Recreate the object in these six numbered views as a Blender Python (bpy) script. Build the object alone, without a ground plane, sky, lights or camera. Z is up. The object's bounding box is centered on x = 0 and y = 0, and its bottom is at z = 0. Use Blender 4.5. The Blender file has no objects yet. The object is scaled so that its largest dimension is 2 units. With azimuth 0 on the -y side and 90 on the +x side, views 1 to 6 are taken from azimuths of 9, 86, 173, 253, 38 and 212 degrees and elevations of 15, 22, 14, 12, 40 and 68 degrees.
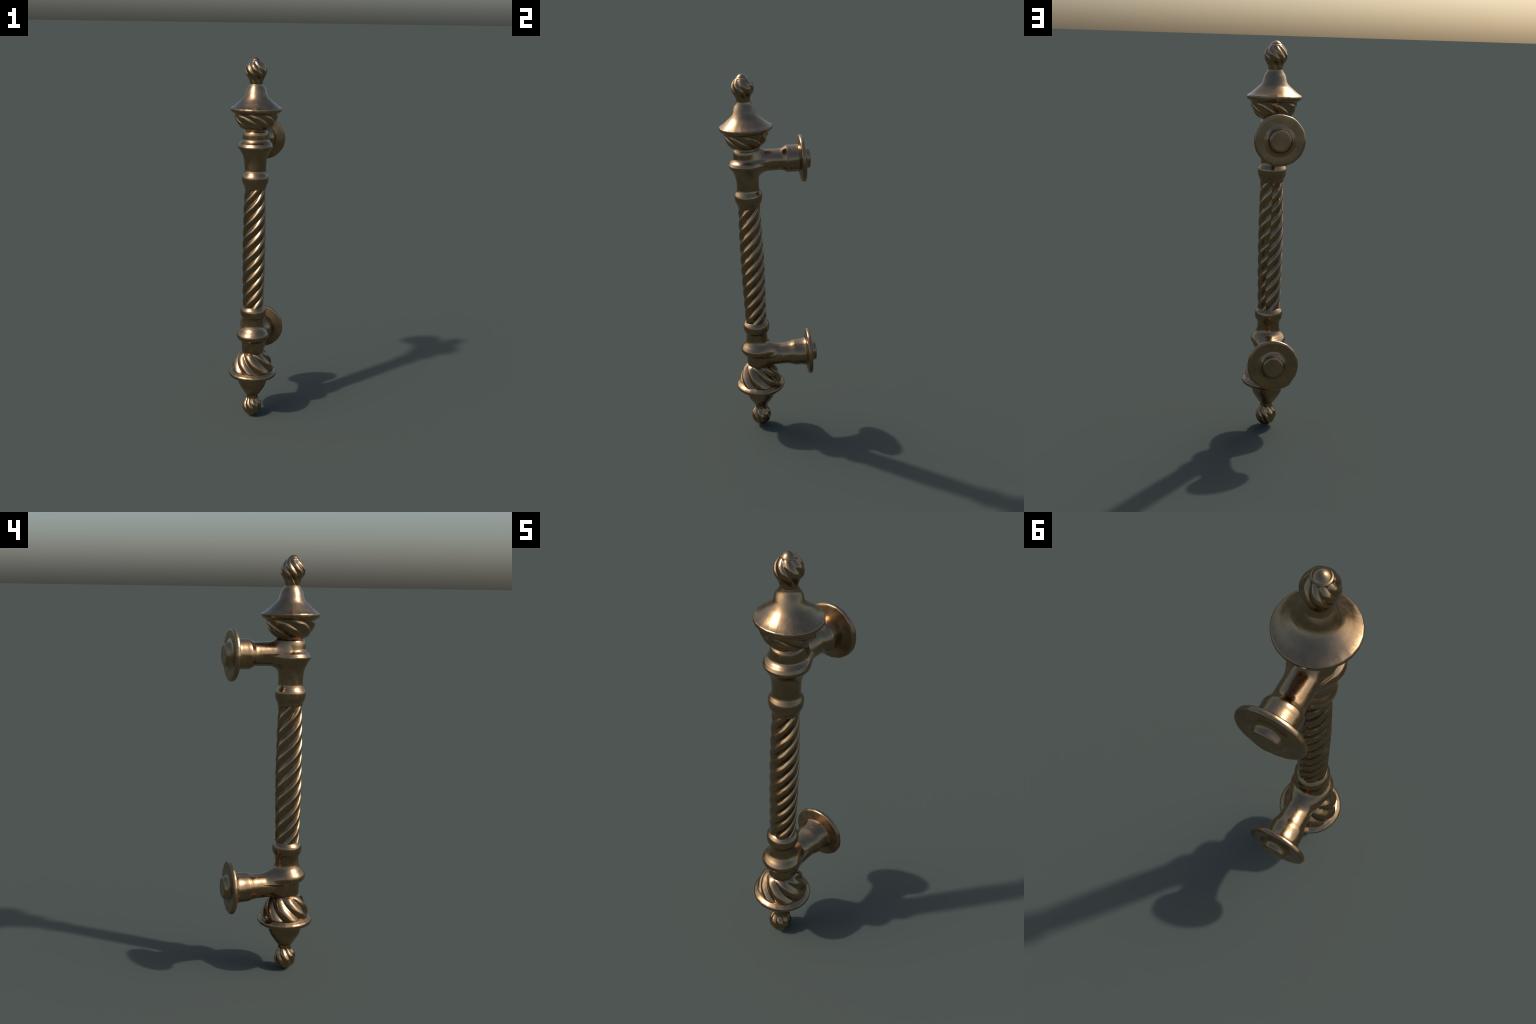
"""Antique bronze door pull: a twisted grip between two bracket mounts,
a fluted bowl with conical cap and bud on top, a fluted dome with drop cone
and bud below.  Everything is turned (revolved) from profiles, fluted by a
rib rule, or blended as an implicit surface (mount + arm)."""
import bpy, math
import numpy as np
from mathutils import noise as mnoise, Vector

# ------------------------------------------------------------------ helpers
def pchip(x, y, xq):
    """monotone cubic interpolation (keeps turned profiles free of overshoot)"""
    x = np.asarray(x, float); y = np.asarray(y, float); xq = np.asarray(xq, float)
    h = np.diff(x); d = np.diff(y) / h
    m = np.zeros_like(y)
    for i in range(1, len(x) - 1):
        if d[i-1] * d[i] > 0:
            w1 = 2*h[i] + h[i-1]; w2 = h[i] + 2*h[i-1]
            m[i] = (w1 + w2) / (w1 / d[i-1] + w2 / d[i])
    m[0], m[-1] = d[0], d[-1]
    i = np.clip(np.searchsorted(x, xq) - 1, 0, len(x) - 2)
    t = np.clip((xq - x[i]) / h[i], 0, 1)
    t2, t3 = t*t, t*t*t
    return ((2*t3 - 3*t2 + 1) * y[i] + (t3 - 2*t2 + t) * h[i] * m[i]
            + (-2*t3 + 3*t2) * y[i+1] + (t3 - t2) * h[i] * m[i+1])

def smoothstep(a, b, x):
    t = np.clip((x - a) / (b - a), 0, 1)
    return t * t * (3 - 2 * t)

# the column is not perfectly straight: its centre line wanders by some mm
AXIS = [(-.02, -.0005, -.0978), (.06, -.0022, -.0972), (.13, -.0022, -.0946), (.20, -.0022, -.0926),
        (.265, -.0022, -.0911), (.34, -.0022, -.0930), (.40, -.0020, -.0975), (.49, -.0018, -.0998),
        (.62, -.0022, -.0970), (1.0, -.0005, -.0985), (1.37, .0008, -.0992), (1.54, -.0010, -.0980),
        (1.62, 0., -.0955), (1.735, .0005, -.0918), (1.79, 0., -.0950), (1.865, -.0008, -.0966),
        (1.934, -.0025, -.0973), (2.02, -.0050, -.1000)]
AZ, AX, AY = (np.array(c) for c in zip(*AXIS))
def axis_at(z):
    return np.interp(z, AZ, AX), np.interp(z, AZ, AY)

def wobble(p, scale, seed):
    return mnoise.noise(Vector((p[0]*scale + seed, p[1]*scale, p[2]*scale)))

def new_object(name, verts, faces, material, smooth=True):
    me = bpy.data.meshes.new(name)
    me.from_pydata([tuple(v) for v in verts], [], faces)
    me.validate(); me.update()
    me.polygons.foreach_set('use_smooth', [smooth] * len(me.polygons))
    me.materials.append(material)
    ob = bpy.data.objects.new(name, me)
    bpy.context.scene.collection.objects.link(ob)
    return ob

def grid_faces(nr, nc):
    f = []
    for i in range(nr - 1):
        a = i * nc; b = a + nc
        for j in range(nc):
            k = (j + 1) % nc
            f.append((a + j, a + k, b + k, b + j))
    return f

def facet(theta, n, s):
    """radius factor of a slightly n-sided outline"""
    w = 2 * np.pi / n
    return 1 - s * (1 - math.cos(w / 2) / np.cos(theta % w - w / 2))

def turned(name, profile, material, n_phi=192, step=.0022, flute=None, rough=.0006, seed=0., gain=1.5, sides=0, worn=None):
    """revolve profile [(z, r) ...] (listed from bottom to top) about the column axis"""
    pz, pr = np.array(profile, float).T
    s = np.r_[0, np.cumsum(np.hypot(np.diff(pz), np.diff(pr)))]
    q = np.linspace(0, s[-1], max(8, int(s[-1] / step)))
    q = np.unique(np.r_[q, s])
    z, r = pchip(s, pz, q), pchip(s, pr, q)
    phi = np.linspace(-180, 180, n_phi, endpoint=False)
    Z, PH = np.meshgrid(z, phi, indexing='ij')
    R = np.repeat(r[:, None], n_phi, 1)
    a = np.radians(PH)
    if sides:
        R = R * (1 + (facet(a, sides, .8) - 1) * (R / R.max()) ** 4)
    shade = None
    if worn is not None:  # second profile, feeds the shading normals only
        wz, wr = np.array(worn, float).T
        shade = np.where(Z > wz[0], R + .72 * (pchip(wz, wr, Z) - r[:, None]), R)
    if flute is not None:
        F = flute(PH, Z, R)
        shade = np.maximum(R - gain * F, .0003)      # normals exaggerate the flutes for stronger highlight and shade
        R = R - F
    R = np.maximum(R, .0003)
    X0, Y0 = axis_at(Z)
    X = X0 + R * np.cos(a); Y = Y0 + R * np.sin(a)
    V = np.stack([X, Y, Z], -1).reshape(-1, 3)
    if rough:
        C = np.stack([np.cos(a), np.sin(a), 0*a], -1).reshape(-1, 3)
        w = np.array([wobble(v, 14., seed) for v in V])
        fade = np.clip(R.reshape(-1) / .02, 0, 1)
        V = V + C * (w * rough * fade)[:, None]
    f = grid_faces(len(z), n_phi)
    f.append(tuple(reversed(range(n_phi))))
    f.append(tuple(range((len(z) - 1) * n_phi, len(z) * n_phi)))
    ob = new_object(name, V, f, material)
    if shade is not None:
        P = np.stack([X0 + shade * np.cos(a), Y0 + shade * np.sin(a), Z], -1)
        du = np.roll(P, -1, 1) - np.roll(P, 1, 1)
        Nn = np.cross(du, np.gradient(P, axis=0))
        ln = np.linalg.norm(Nn, axis=-1, keepdims=True)
        Nn = np.where(ln > 1e-12, Nn / np.maximum(ln, 1e-12), np.stack([0*Z, 0*Z, np.sign(Z - z.mean())], -1))
        ob.data.normals_split_custom_set_from_vertices([tuple(v) for v in Nn.reshape(-1, 3)])
    return ob

def rib_shape(t):
    """0 in the crease, 1 on the crest, for t = position across one rib (0..1)"""
    return np.sqrt(np.sin(np.pi * t) ** 2 + .0025)

def spiral_flutes(creases, z_ref, slope, depth, gate, skew=1.0):
    """ribs between creases (angles at z_ref, degrees) that run round with slope deg/m"""
    c = np.sort(np.array(creases, float) % 360)
    def f(PH, Z, R):
        a = (PH - slope * (Z - z_ref) - c[0]) % 360
        e = np.r_[c - c[0], 360.]
        i = np.clip(np.searchsorted(e, a, side='right') - 1, 0, len(c) - 1)
        t = (a - e[i]) / (e[i+1] - e[i])
        return depth(Z) * (1 - gate(Z) * rib_shape(t ** skew))
    return f

# ---------------------------------------------------------------- materials
def bronze(name, tint=(1, 1, 1), rough=.30, crev_dark=1.0):
    m = bpy.data.materials.new(name); m.use_nodes = True
    nt = m.node_tree; N = nt.nodes; L = nt.links; N.clear()
    out = N.new('ShaderNodeOutputMaterial'); b = N.new('ShaderNodeBsdfPrincipled')
    L.new(b.outputs[0], out.inputs[0])
    b.inputs['Metallic'].default_value = 1.0
    tc = N.new('ShaderNodeTexCoord')
    def tex(scale, detail=4., rgh=.55, off=(0, 0, 0)):
        mp = N.new('ShaderNodeMapping'); mp.inputs['Location'].default_value = off
        L.new(tc.outputs['Object'], mp.inputs[0])
        n = N.new('ShaderNodeTexNoise'); n.inputs['Scale'].default_value = scale
        n.inputs['Detail'].default_value = detail; n.inputs['Roughness'].default_value = rgh
        L.new(mp.outputs[0], n.inputs['Vector']); return n.outputs['Fac']
    def ramp(src, a, c, lo=0., hi=1.):
        r = N.new('ShaderNodeMapRange'); r.inputs[1].default_value = a; r.inputs[2].default_value = c
        r.inputs[3].default_value = lo; r.inputs[4].default_value = hi
        r.interpolation_type = 'SMOOTHSTEP'; L.new(src, r.inputs[0]); return r.outputs[0]
    def math(op, x, y):
        k = N.new('ShaderNodeMath'); k.operation = op
        for i, v in enumerate((x, y)):
            if isinstance(v, (int, float)): k.inputs[i].default_value = v
            else: L.new(v, k.inputs[i])
        return k.outputs[0]
    def mix(fac, a, c):
        k = N.new('ShaderNodeMix'); k.data_type = 'RGBA'
        L.new(fac, k.inputs['Factor'])
        for sock, v in ((k.inputs['A'], a), (k.inputs['B'], c)):
            if isinstance(v, tuple): sock.default_value = (*v, 1)
            else: L.new(v, sock)
        return k.outputs['Result']
    T = lambda c: tuple(x * y for x, y in zip(c, tint))
    # patina: slow change between brown bronze and greyer, duller bronze
    col = mix(ramp(tex(9., 5.), .35, .65), T((.385, .254, .139)), T((.312, .212, .122)))
    # fine dark speckle
    col = mix(ramp(tex(160., 3., .6, (3, 1, 2)), .62, .80, 0, .45), col, T((.16, .105, .06)))
    # crevices: darker brown in the recesses, with orange spots
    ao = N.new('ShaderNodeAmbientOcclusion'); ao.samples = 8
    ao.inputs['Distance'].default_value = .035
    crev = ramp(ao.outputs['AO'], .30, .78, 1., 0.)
    col = mix(math('MULTIPLY', crev, .75 * crev_dark), col, T((.15, .085, .042)))
    spots = math('MULTIPLY', ramp(tex(38., 4., .65, (7, 5, 1)), .58, .70), ramp(ao.outputs['AO'], .40, .82, 1., 0.))
    col = mix(math('MULTIPLY', spots, .65), col, T((.55, .20, .06)))
    # pale yellowish band along the edges
    bev = N.new('ShaderNodeBevel'); bev.samples = 6; bev.inputs['Radius'].default_value = .005
    geo = N.new('ShaderNodeNewGeometry')
    dot = N.new('ShaderNodeVectorMath'); dot.operation = 'DOT_PRODUCT'
    L.new(bev.outputs[0], dot.inputs[0]); L.new(geo.outputs['Normal'], dot.inputs[1])
    worn = ramp(tex(210., 3., .7, (4, 4, 8)), .40, .56, .45, 1.)  # noise that breaks up the pale edge band
    edge = math('MULTIPLY', worn, ramp(dot.outputs['Value'], .88, .995, 1., 0.))
    edge = math('MULTIPLY', edge, ramp(ao.outputs['AO'], .6, .85))
    col = mix(math('MULTIPLY', edge, .8), col, T((.52, .385, .215)))
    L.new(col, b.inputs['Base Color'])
    r = math('ADD', ramp(tex(30., 4., .6, (2, 9, 4)), .3, .7, rough - .05, rough + .08),
             math('MULTIPLY', crev, .12))
    L.new(r, b.inputs['Roughness'])
    bp = N.new('ShaderNodeBump'); bp.inputs['Strength'].default_value = .06
    bp.inputs['Distance'].default_value = .004
    h = math('ADD', tex(120., 4., .6, (1, 2, 3)), math('MULTIPLY', tex(28., 3., .5), 1.5))
    L.new(h, bp.inputs['Height']); L.new(bp.outputs[0], b.inputs['Normal'])
    return m

M_SMOOTH = bronze('aged_bronze', rough=.235)
M_FLUTE = bronze('aged_bronze_fluted', rough=.205)
M_PLATE = bronze('aged_bronze_plate', rough=.32)

root = bpy.data.objects.new('door_pull', None)
root.empty_display_size = .1
root.location = (0, -.0975, 0)
bpy.context.scene.collection.objects.link(root)
root['label'] = 'antique bronze door pull with twisted grip and fluted finials'
root['category'] = 'door handle'
bpy.context.view_layer.update()
def child(ob, parent):
    ob.parent = parent
    ob.matrix_parent_inverse = root.matrix_world.inverted() if parent is root else parent.matrix_world.inverted()
    bpy.context.view_layer.update()
    return ob

# ------------------------------------------------------------ twisted grip
RIB_LEAD, RIB_PITCH, RIB_Z0 = .00102, .0657, 1.273      # metres per degree, metres, metres
SEAM = [(.64, 71), (.66, 71), (.715, 64), (.78, 65), (.85, 69), (.91, 74), (.98, 77), (1.05, 81),
        (1.12, 85), (1.25, 87), (1.34, 88)]
def grip():
    z = np.arange(.640, 1.3301, .0016)
    n = 420
    phi = np.linspace(-180, 180, n, endpoint=False)
    crest = pchip([.63, .66, .75, .88, 1.0, 1.1, 1.2, 1.3, 1.34],
                  [.0575, .0580, .0600, .0622, .0628, .0618, .0602, .0566, .0560], z)
    Z, PH = np.meshgrid(z, phi, indexing='ij')
    # helix ribs; they do not close up: a casting seam runs down the back
    sz, sp = np.array(SEAM, float).T
    seam = np.interp(Z, sz, sp)
    back = (PH - seam) % 360                      # 0 .. 360 from the seam
    ang = seam - 360 + back
    t = ((Z - RIB_Z0 - RIB_LEAD * ang) / RIB_PITCH) % 1.0      # 0 lower crease .. 1 upper crease
    near = np.minimum(back, 360 - back)
    a = np.radians(PH); X0, Y0 = axis_at(Z)
    base = np.stack([X0 + .06*np.cos(a), Y0 + .06*np.sin(a), Z], -1).reshape(-1, 3)
    w = np.array([wobble(v, 16., 4.) for v in base]).reshape(Z.shape)
    w2 = np.array([wobble(v, 34., 9.) for v in base]).reshape(Z.shape)
    def surface(d):
        depth = d * (1 - .15 * np.exp(-(near / 5.) ** 2)) * (1 + .35 * w)
        return (crest[:, None] - depth * (1 - rib_shape(((t + .03 * w2) % 1.0) ** 1.32)) - .0008 * np.exp(-(near / 2.2) ** 2)
                + .0012 * w)
    R = surface(.0044)
    V = np.stack([X0 + R*np.cos(a), Y0 + R*np.sin(a), Z], -1).reshape(-1, 3)
    # normals borrowed from deeper ribs, to force the bright and dark bands
    Q = surface(.0140)
    dp = (np.roll(Q, -1, 1) - np.roll(Q, 1, 1)) / (2 * math.radians(360 / n))
    dz = np.gradient(Q, z, axis=0)
    Nn = np.stack([np.cos(a) + dp/Q*np.sin(a), np.sin(a) - dp/Q*np.cos(a), -dz], -1).reshape(-1, 3)
    Nn /= np.linalg.norm(Nn, axis=-1, keepdims=True)
    f = grid_faces(len(z), n)
    f.append(tuple(reversed(range(n)))); f.append(tuple(range((len(z)-1)*n, len(z)*n)))
    ob = new_object('twisted_grip', V, f, M_FLUTE)
    ob.data.normals_split_custom_set_from_vertices([tuple(v) for v in Nn])
    return ob
child(grip(), root)

# ------------------------------------------------ mounts: collar + arm, blended
def implicit_mesh(F, lo, hi, h):
    """surface nets on F < 0, then the points are drawn onto F = 0; normals from the gradient"""
    ax = [np.arange(lo[i], hi[i] + h, h) for i in range(3)]
    G = np.stack(np.meshgrid(*ax, indexing='ij'), -1)
    S = F(G)
    ins = S < 0
    nx, ny, nz = S.shape
    acc = np.zeros((nx-1, ny-1, nz-1, 3)); cnt = np.zeros((nx-1, ny-1, nz-1))
    corners = [(i, j, k) for i in (0, 1) for j in (0, 1) for k in (0, 1)]
    def sub(A, c): return A[c[0]:nx-1+c[0], c[1]:ny-1+c[1], c[2]:nz-1+c[2]]
    for a in corners:
        for d in range(3):
            if a[d]: continue
            b = list(a); b[d] = 1; b = tuple(b)
            sa, sb = sub(S, a), sub(S, b)
            cross = sub(ins, a) != sub(ins, b)
            t = np.where(cross, sa / np.where(cross, sa - sb, 1), 0)
            p = np.zeros(acc.shape); p[...] = a; p[..., d] += t
            acc += p * cross[..., None]; cnt += cross
    has = cnt > 0
    idx = -np.ones(has.shape, int); idx[has] = np.arange(has.sum())
    cell = np.argwhere(has)
    V = np.array(lo) + h * (cell + acc[has] / cnt[has][:, None])
    def grad(P, e=4e-4):
        g = np.stack([F(P + np.eye(3)[i]*e) - F(P - np.eye(3)[i]*e) for i in range(3)], -1) / (2*e)
        return g
    for _ in range(4):
        g = grad(V); f = F(V)
        st = (f / np.maximum((g*g).sum(-1), .2))[:, None] * g
        V = V - np.clip(st, -h*.5, h*.5)
    Nn = grad(V, 8e-4); Nn /= np.linalg.norm(Nn, axis=-1, keepdims=True)
    faces = []
    for d in range(3):
        e1, e2 = [(1, 2), (2, 0), (0, 1)][d]
        sl0 = [slice(None)]*3; sl1 = [slice(None)]*3
        sl0[d] = slice(0, -1); sl1[d] = slice(1, None)
        ch = ins[tuple(sl0)] != ins[tuple(sl1)]
        for c in np.argwhere(ch):
            c = list(c)
            if c[e1] < 1 or c[e2] < 1 or c[e1] >= S.shape[e1]-1 or c[e2] >= S.shape[e2]-1: continue
            q = []
            for o1, o2 in ((-1, -1), (0, -1), (0, 0), (-1, 0)):
                k = list(c); k[e1] += o1; k[e2] += o2
                q.append(int(idx[tuple(k)]))
            if not ins[tuple(c)]: q.reverse()
            faces.append(tuple(q))
    return V, Nn, faces

def blended_mount(name, collar, arm, z_arm, fillet, y_end, seed):
    """collar [(z, r)] turned about the column, arm [(y, r)] turned about y at height z_arm"""
    cz, cr = np.array(collar, float).T; zz = np.linspace(cz[0], cz[-1], 500)
    rr = pchip(cz, cr, zz); sl = np.gradient(rr, zz)
    gy, gr = np.array(arm, float).T; yy = np.linspace(gy[0], gy[-1], 400)
    ra = pchip(gy, gr, yy); sla = np.gradient(ra, yy)
    def F(P):
        x, y, z = P[..., 0], P[..., 1], P[..., 2]
        x0, y0 = axis_at(z)
        f = (np.hypot(x - x0, y - y0) - np.interp(z, zz, rr)) / np.sqrt(1 + np.minimum(np.interp(z, zz, sl)**2, 4))
        f = np.maximum(f, np.maximum(cz[0] - z, z - cz[-1]))
        g = (np.hypot(x - .0003, z - z_arm) - np.interp(y, yy, ra)) / np.sqrt(1 + np.minimum(np.interp(y, yy, sla)**2, 4))
        g = np.maximum(g, np.maximum(-.09 - y, y - y_end))
        wav = .0006 * (np.sin(41*x + 17*z + seed) + np.sin(37*y + 53*z + 1.3*seed) + np.sin(61*z - 29*x))
        k = .002 + fillet * smoothstep(-.108, -.060, y)          # the fillet dies out round the front
        u = np.maximum(k - f, 0); v = np.maximum(k - g, 0)
        return np.maximum(k, np.minimum(f, g)) - np.hypot(u, v) + wav * .7
    pad = .008
    rmax = max(cr.max(), gr.max())
    V, Nn, faces = implicit_mesh(F, (-rmax - pad, -.0985 - rmax - pad, cz[0] - pad),
                                 (rmax + pad, y_end + pad, cz[-1] + pad), .0028)
    # one smooth casting, split by region into collar and arm; border points coincide
    cen = np.array([V[list(f)].mean(0) for f in faces])
    is_arm = cen[:, 1] > -.012
    parts = []
    for nm, sel in ((name, ~is_arm), ('arm', is_arm)):
        fs = [faces[i] for i in np.flatnonzero(sel)]
        used = np.unique(np.array(fs).ravel()); remap = {int(u): k for k, u in enumerate(used)}
        ob = new_object(nm, V[used], [tuple(remap[i] for i in f) for f in fs], M_SMOOTH)
        ob.data.normals_split_custom_set_from_vertices([tuple(n) for n in Nn[used]])
        parts.append(ob)
    return parts

def plate(profile, centre, pitch, yaw, name, material, seed, sides, strength, oval=(1, 1)):
    """disc turned about its own axis, profile [(along axis, radius)]"""
    a, r = np.array(profile, float).T
    s = np.r_[0, np.cumsum(np.hypot(np.diff(a), np.diff(r)))]
    q = np.unique(np.r_[np.linspace(0, s[-1], int(s[-1] / .0022)), s])
    A, R = pchip(s, a, q), np.maximum(pchip(s, r, q), .0004)
    n = 180
    th = np.linspace(0, 2*np.pi, n, endpoint=False)
    d = np.array([np.sin(yaw)*np.cos(pitch), np.cos(yaw)*np.cos(pitch), np.sin(pitch)])
    e1 = np.cross(d, (0, 0, 1.)); e1 /= np.linalg.norm(e1); e2 = np.cross(e1, d)
    e1, e2 = e1 * oval[0], e2 * oval[1]
    RR = R[:, None] * (1 + (facet(th + seed, sides, strength)[None, :] - 1) * np.clip(R / .03, 0, 1)[:, None])
    V = (np.array(centre) + A[:, None, None]*d + RR[:, :, None] *
         (np.cos(th)[None, :, None]*e1 - np.sin(th)[None, :, None]*e2)).reshape(-1, 3)
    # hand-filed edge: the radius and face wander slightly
    w = np.array([wobble(v, 22., seed) for v in V])
    rad = (np.cos(th)[None, :, None]*e1 - np.sin(th)[None, :, None]*e2 + 0*A[:, None, None]).reshape(-1, 3)
    fade = np.repeat(np.clip(R / .04, 0, 1), n)
    V += rad * (w * .0016 * fade)[:, None] + d * (w * .0008)[:, None]
    f = grid_faces(len(q), n)
    f.append(tuple(reversed(range(n)))); f.append(tuple(range((len(q)-1)*n, len(q)*n)))
    return new_object(name, V, f, material)

UPPER_COLLAR = [(1.300, .040), (1.308, .050), (1.316, .0575), (1.328, .0600), (1.338, .0655), (1.348, .0695),
                (1.360, .0712), (1.372, .0720), (1.381, .0705), (1.390, .0660), (1.401, .0598), (1.413, .0572),
                (1.440, .0580), (1.463, .0602), (1.482, .0638), (1.502, .0722), (1.525, .0868), (1.534, .0925),
                (1.540, .0927), (1.547, .0900), (1.555, .0860), (1.562, .0780), (1.570, .0710), (1.578, .0685),
                (1.600, .0680), (1.613, .0655), (1.622, .0600), (1.634, .0560)]
LOWER_COLLAR = [(.376, .0500), (.384, .0560), (.391, .0588), (.402, .0602), (.432, .0618), (.450, .0628),
                (.457, .0690), (.464, .0790), (.474, .0858), (.484, .0888), (.493, .0876), (.508, .0790),
                (.522, .0675), (.535, .0605), (.553, .0572), (.572, .0568), (.586, .0590), (.600, .0668),
                (.611, .0702), (.626, .0714), (.638, .0692), (.648, .0625), (.655, .0560), (.662, .0450)]
UPPER_ARM = [(-.10, .058), (-.02, .0568), (.02, .0552), (.07, .0550), (.082, .0572), (.096, .0640), (.107, .0692),
             (.116, .0696), (.128, .0689), (.150, .0688), (.164, .0700), (.180, .0740)]
LOWER_ARM = [(-.10, .058), (-.02, .0580), (.03, .0588), (.066, .0605), (.080, .0634), (.095, .0684), (.106, .0713),
             (.116, .0717), (.130, .0721), (.146, .0737), (.158, .0764), (.168, .0812), (.180, .0880)]
DISC = [(-.012, .060), (-.006, .075), (-.0025, .090), (.0, .104), (.0015, .112), (.0042, .1178), (.0085, .1204), (.0150, .1210),
        (.0200, .1196), (.0234, .1160), (.0246, .1110), (.0248, .104), (.0248, .072), (.0248, .030), (.0248, .0005)]
BOLT = [(.016, .0300), (.0236, .0790), (.0262, .0700), (.0300, .0610), (.0360, .0560), (.0440, .0530), (.0490, .0508),
        (.0518, .0470), (.0528, .0420), (.0528, .0250), (.0528, .0005)]

for name, collar, arm, z_arm, fil, cen, pitch, yaw, seed, oval in (
        ('mount', UPPER_COLLAR, UPPER_ARM, 1.5545, .028, (-.0004, .1725, 1.5510), .0289, -.0013, 1., (1, 1)),
        ('mount', LOWER_COLLAR, LOWER_ARM, .4418, .038, (.0013, .1730, .4437), .0117, .0232, 6., (1.038, 1.058))):
    body, arm_ob = blended_mount(name, collar, arm, z_arm, fil, .177, seed)
    child(body, root); child(arm_ob, body)
    child(plate(DISC, cen, pitch, yaw, 'backplate', M_PLATE, seed, 18, .5, oval), body)
    child(plate(BOLT, cen, pitch, yaw, 'bolt_head', M_PLATE, seed + 3, 8, .16), body)

# ---------------------------------------------------------- top: bowl, cap, bud
const = lambda v: (lambda Z: v + 0 * Z)
BOWL = [(1.624, .040), (1.6265, .060), (1.632, .0745), (1.643, .0885), (1.655, .0975), (1.670, .1055), (1.690, .1125),
        (1.705, .1165), (1.714, .1185), (1.724, .1190)]
child(turned('fluted_bowl', BOWL, M_FLUTE, 288, .0016,
      spiral_flutes([-138, -86, -49, -12, 35, 80, 121, 174], 1.675, -850,
                    lambda Z: .0082 * smoothstep(1.624, 1.642, Z) * (1 - .38 * smoothstep(1.690, 1.708, Z)),
                    lambda Z: smoothstep(1.7135, 1.6935, Z), skew=1.3), gain=1.05, seed=2.), root)
CAP = [(1.713, .100), (1.7125, .1165), (1.7155, .1225), (1.7195, .1282), (1.7240, .1325), (1.729, .1347), (1.735, .1348), (1.7390, .1334),
       (1.7415, .1308), (1.7430, .1278), (1.7480, .1195), (1.756, .1088), (1.766, .0970), (1.776, .0853), (1.784, .0760), (1.791, .0685), (1.799, .0622),
       (1.807, .0582), (1.816, .0560), (1.825, .0545), (1.833, .0522), (1.841, .0480), (1.849, .0428), (1.857, .0378), (1.862, .0348), (1.866, .0300)]
# shoulder normals bent to one smooth slope, so its sky reflection runs unbroken
CAP_NORMALS = [(1.7430, .1278), (1.7480, .1195), (1.756, .1085), (1.766, .0965), (1.776, .0850), (1.786, .0750), (1.796, .0680),
            (1.808, .0608), (1.820, .0545), (1.832, .0480), (1.842, .0425), (1.849, .0388), (1.854, .0372), (1.860, .0362), (1.866, .0358)]
child(turned('conical_cap', CAP, M_SMOOTH, 240, .0020, seed=5., sides=24, worn=CAP_NORMALS), root)
BUD = [(1.854, .0335), (1.864, .0344), (1.872, .0352), (1.880, .0368), (1.892, .0418), (1.900, .0470), (1.910, .0528), (1.922, .0566), (1.932, .0574),
       (1.944, .0550), (1.956, .0502), (1.966, .0430), (1.974, .0362), (1.9785, .0316), (1.9800, .0310), (1.9812, .0292), (1.9830, .0265), (1.987, .0235), (1.992, .0185), (1.9965, .0120), (1.9988, .0065), (2.000, .0005)]
child(turned('bud', BUD, M_FLUTE, 256, .0012,
      spiral_flutes([-144, -101, -54, -6, 46, 96, 135, 173], 1.930, -780,
                    lambda Z: .0022 * (.25 + .75 * smoothstep(1.870, 1.900, Z)) * smoothstep(1.9800, 1.9735, Z) * (1 - .35 * smoothstep(1.95, 1.975, Z)),
                    const(1.), skew=1.15), gain=3.1, rough=.0005, seed=8.), root)

# ------------------------------------------------------ bottom: dome, flange, bud
DOME = [(.268, .118), (.282, .1175), (.292, .1165), (.300, .1145), (.315, .1110), (.330, .1062), (.352, .0955), (.366, .0875),
        (.378, .0780), (.387, .0680), (.393, .0560), (.396, .0400)]
child(turned('fluted_dome', DOME, M_FLUTE, 320, .0014,
      spiral_flutes([-138, -95, -46, 1, 44, 88, 132, 177], .330, -580,
                    lambda Z: .0115 * smoothstep(.399, .366, Z), lambda Z: smoothstep(.272, .288, Z), skew=1.1), gain=1.25, seed=11.), root)
FLANGE = [(.238, .0720), (.2385, .0860), (.2405, .1000), (.2440, .1150), (.2480, .1250), (.2525, .1305), (.258, .1330),
          (.264, .1336), (.2690, .1322), (.2735, .1282), (.2785, .1215), (.2830, .1150), (.2850, .1080), (.2855, .0850)]
child(turned('flange', FLANGE, M_SMOOTH, 240, .0018, seed=13., sides=22), root)
DROP = [(.104, .0250), (.112, .0312), (.120, .0320), (.128, .0328), (.133, .0350), (.140, .0425), (.150, .0490), (.168, .0608),
        (.186, .0715), (.195, .0752), (.203, .0780), (.214, .0790), (.230, .0798), (.242, .0800)]
child(turned('drop_cone', DROP, M_SMOOTH, 192, .0018, seed=17.), root)
BALL = [(.000, .0005), (.002, .0110), (.006, .0200), (.014, .0310), (.023, .0405), (.034, .0480), (.045, .0520), (.063, .0540), (.078, .0520),
        (.088, .0478), (.099, .0400), (.107, .0352), (.114, .0325), (.121, .0318)]
child(turned('bud', BALL, M_FLUTE, 256, .0012,
      spiral_flutes([-133, -87, -42, 2, 48, 86, 131, 176], .090, -600,
                    lambda Z: .0040 * smoothstep(.0, .030, Z) * smoothstep(.122, .108, Z), const(1.)), gain=1.9, rough=.0006, seed=19.), root)
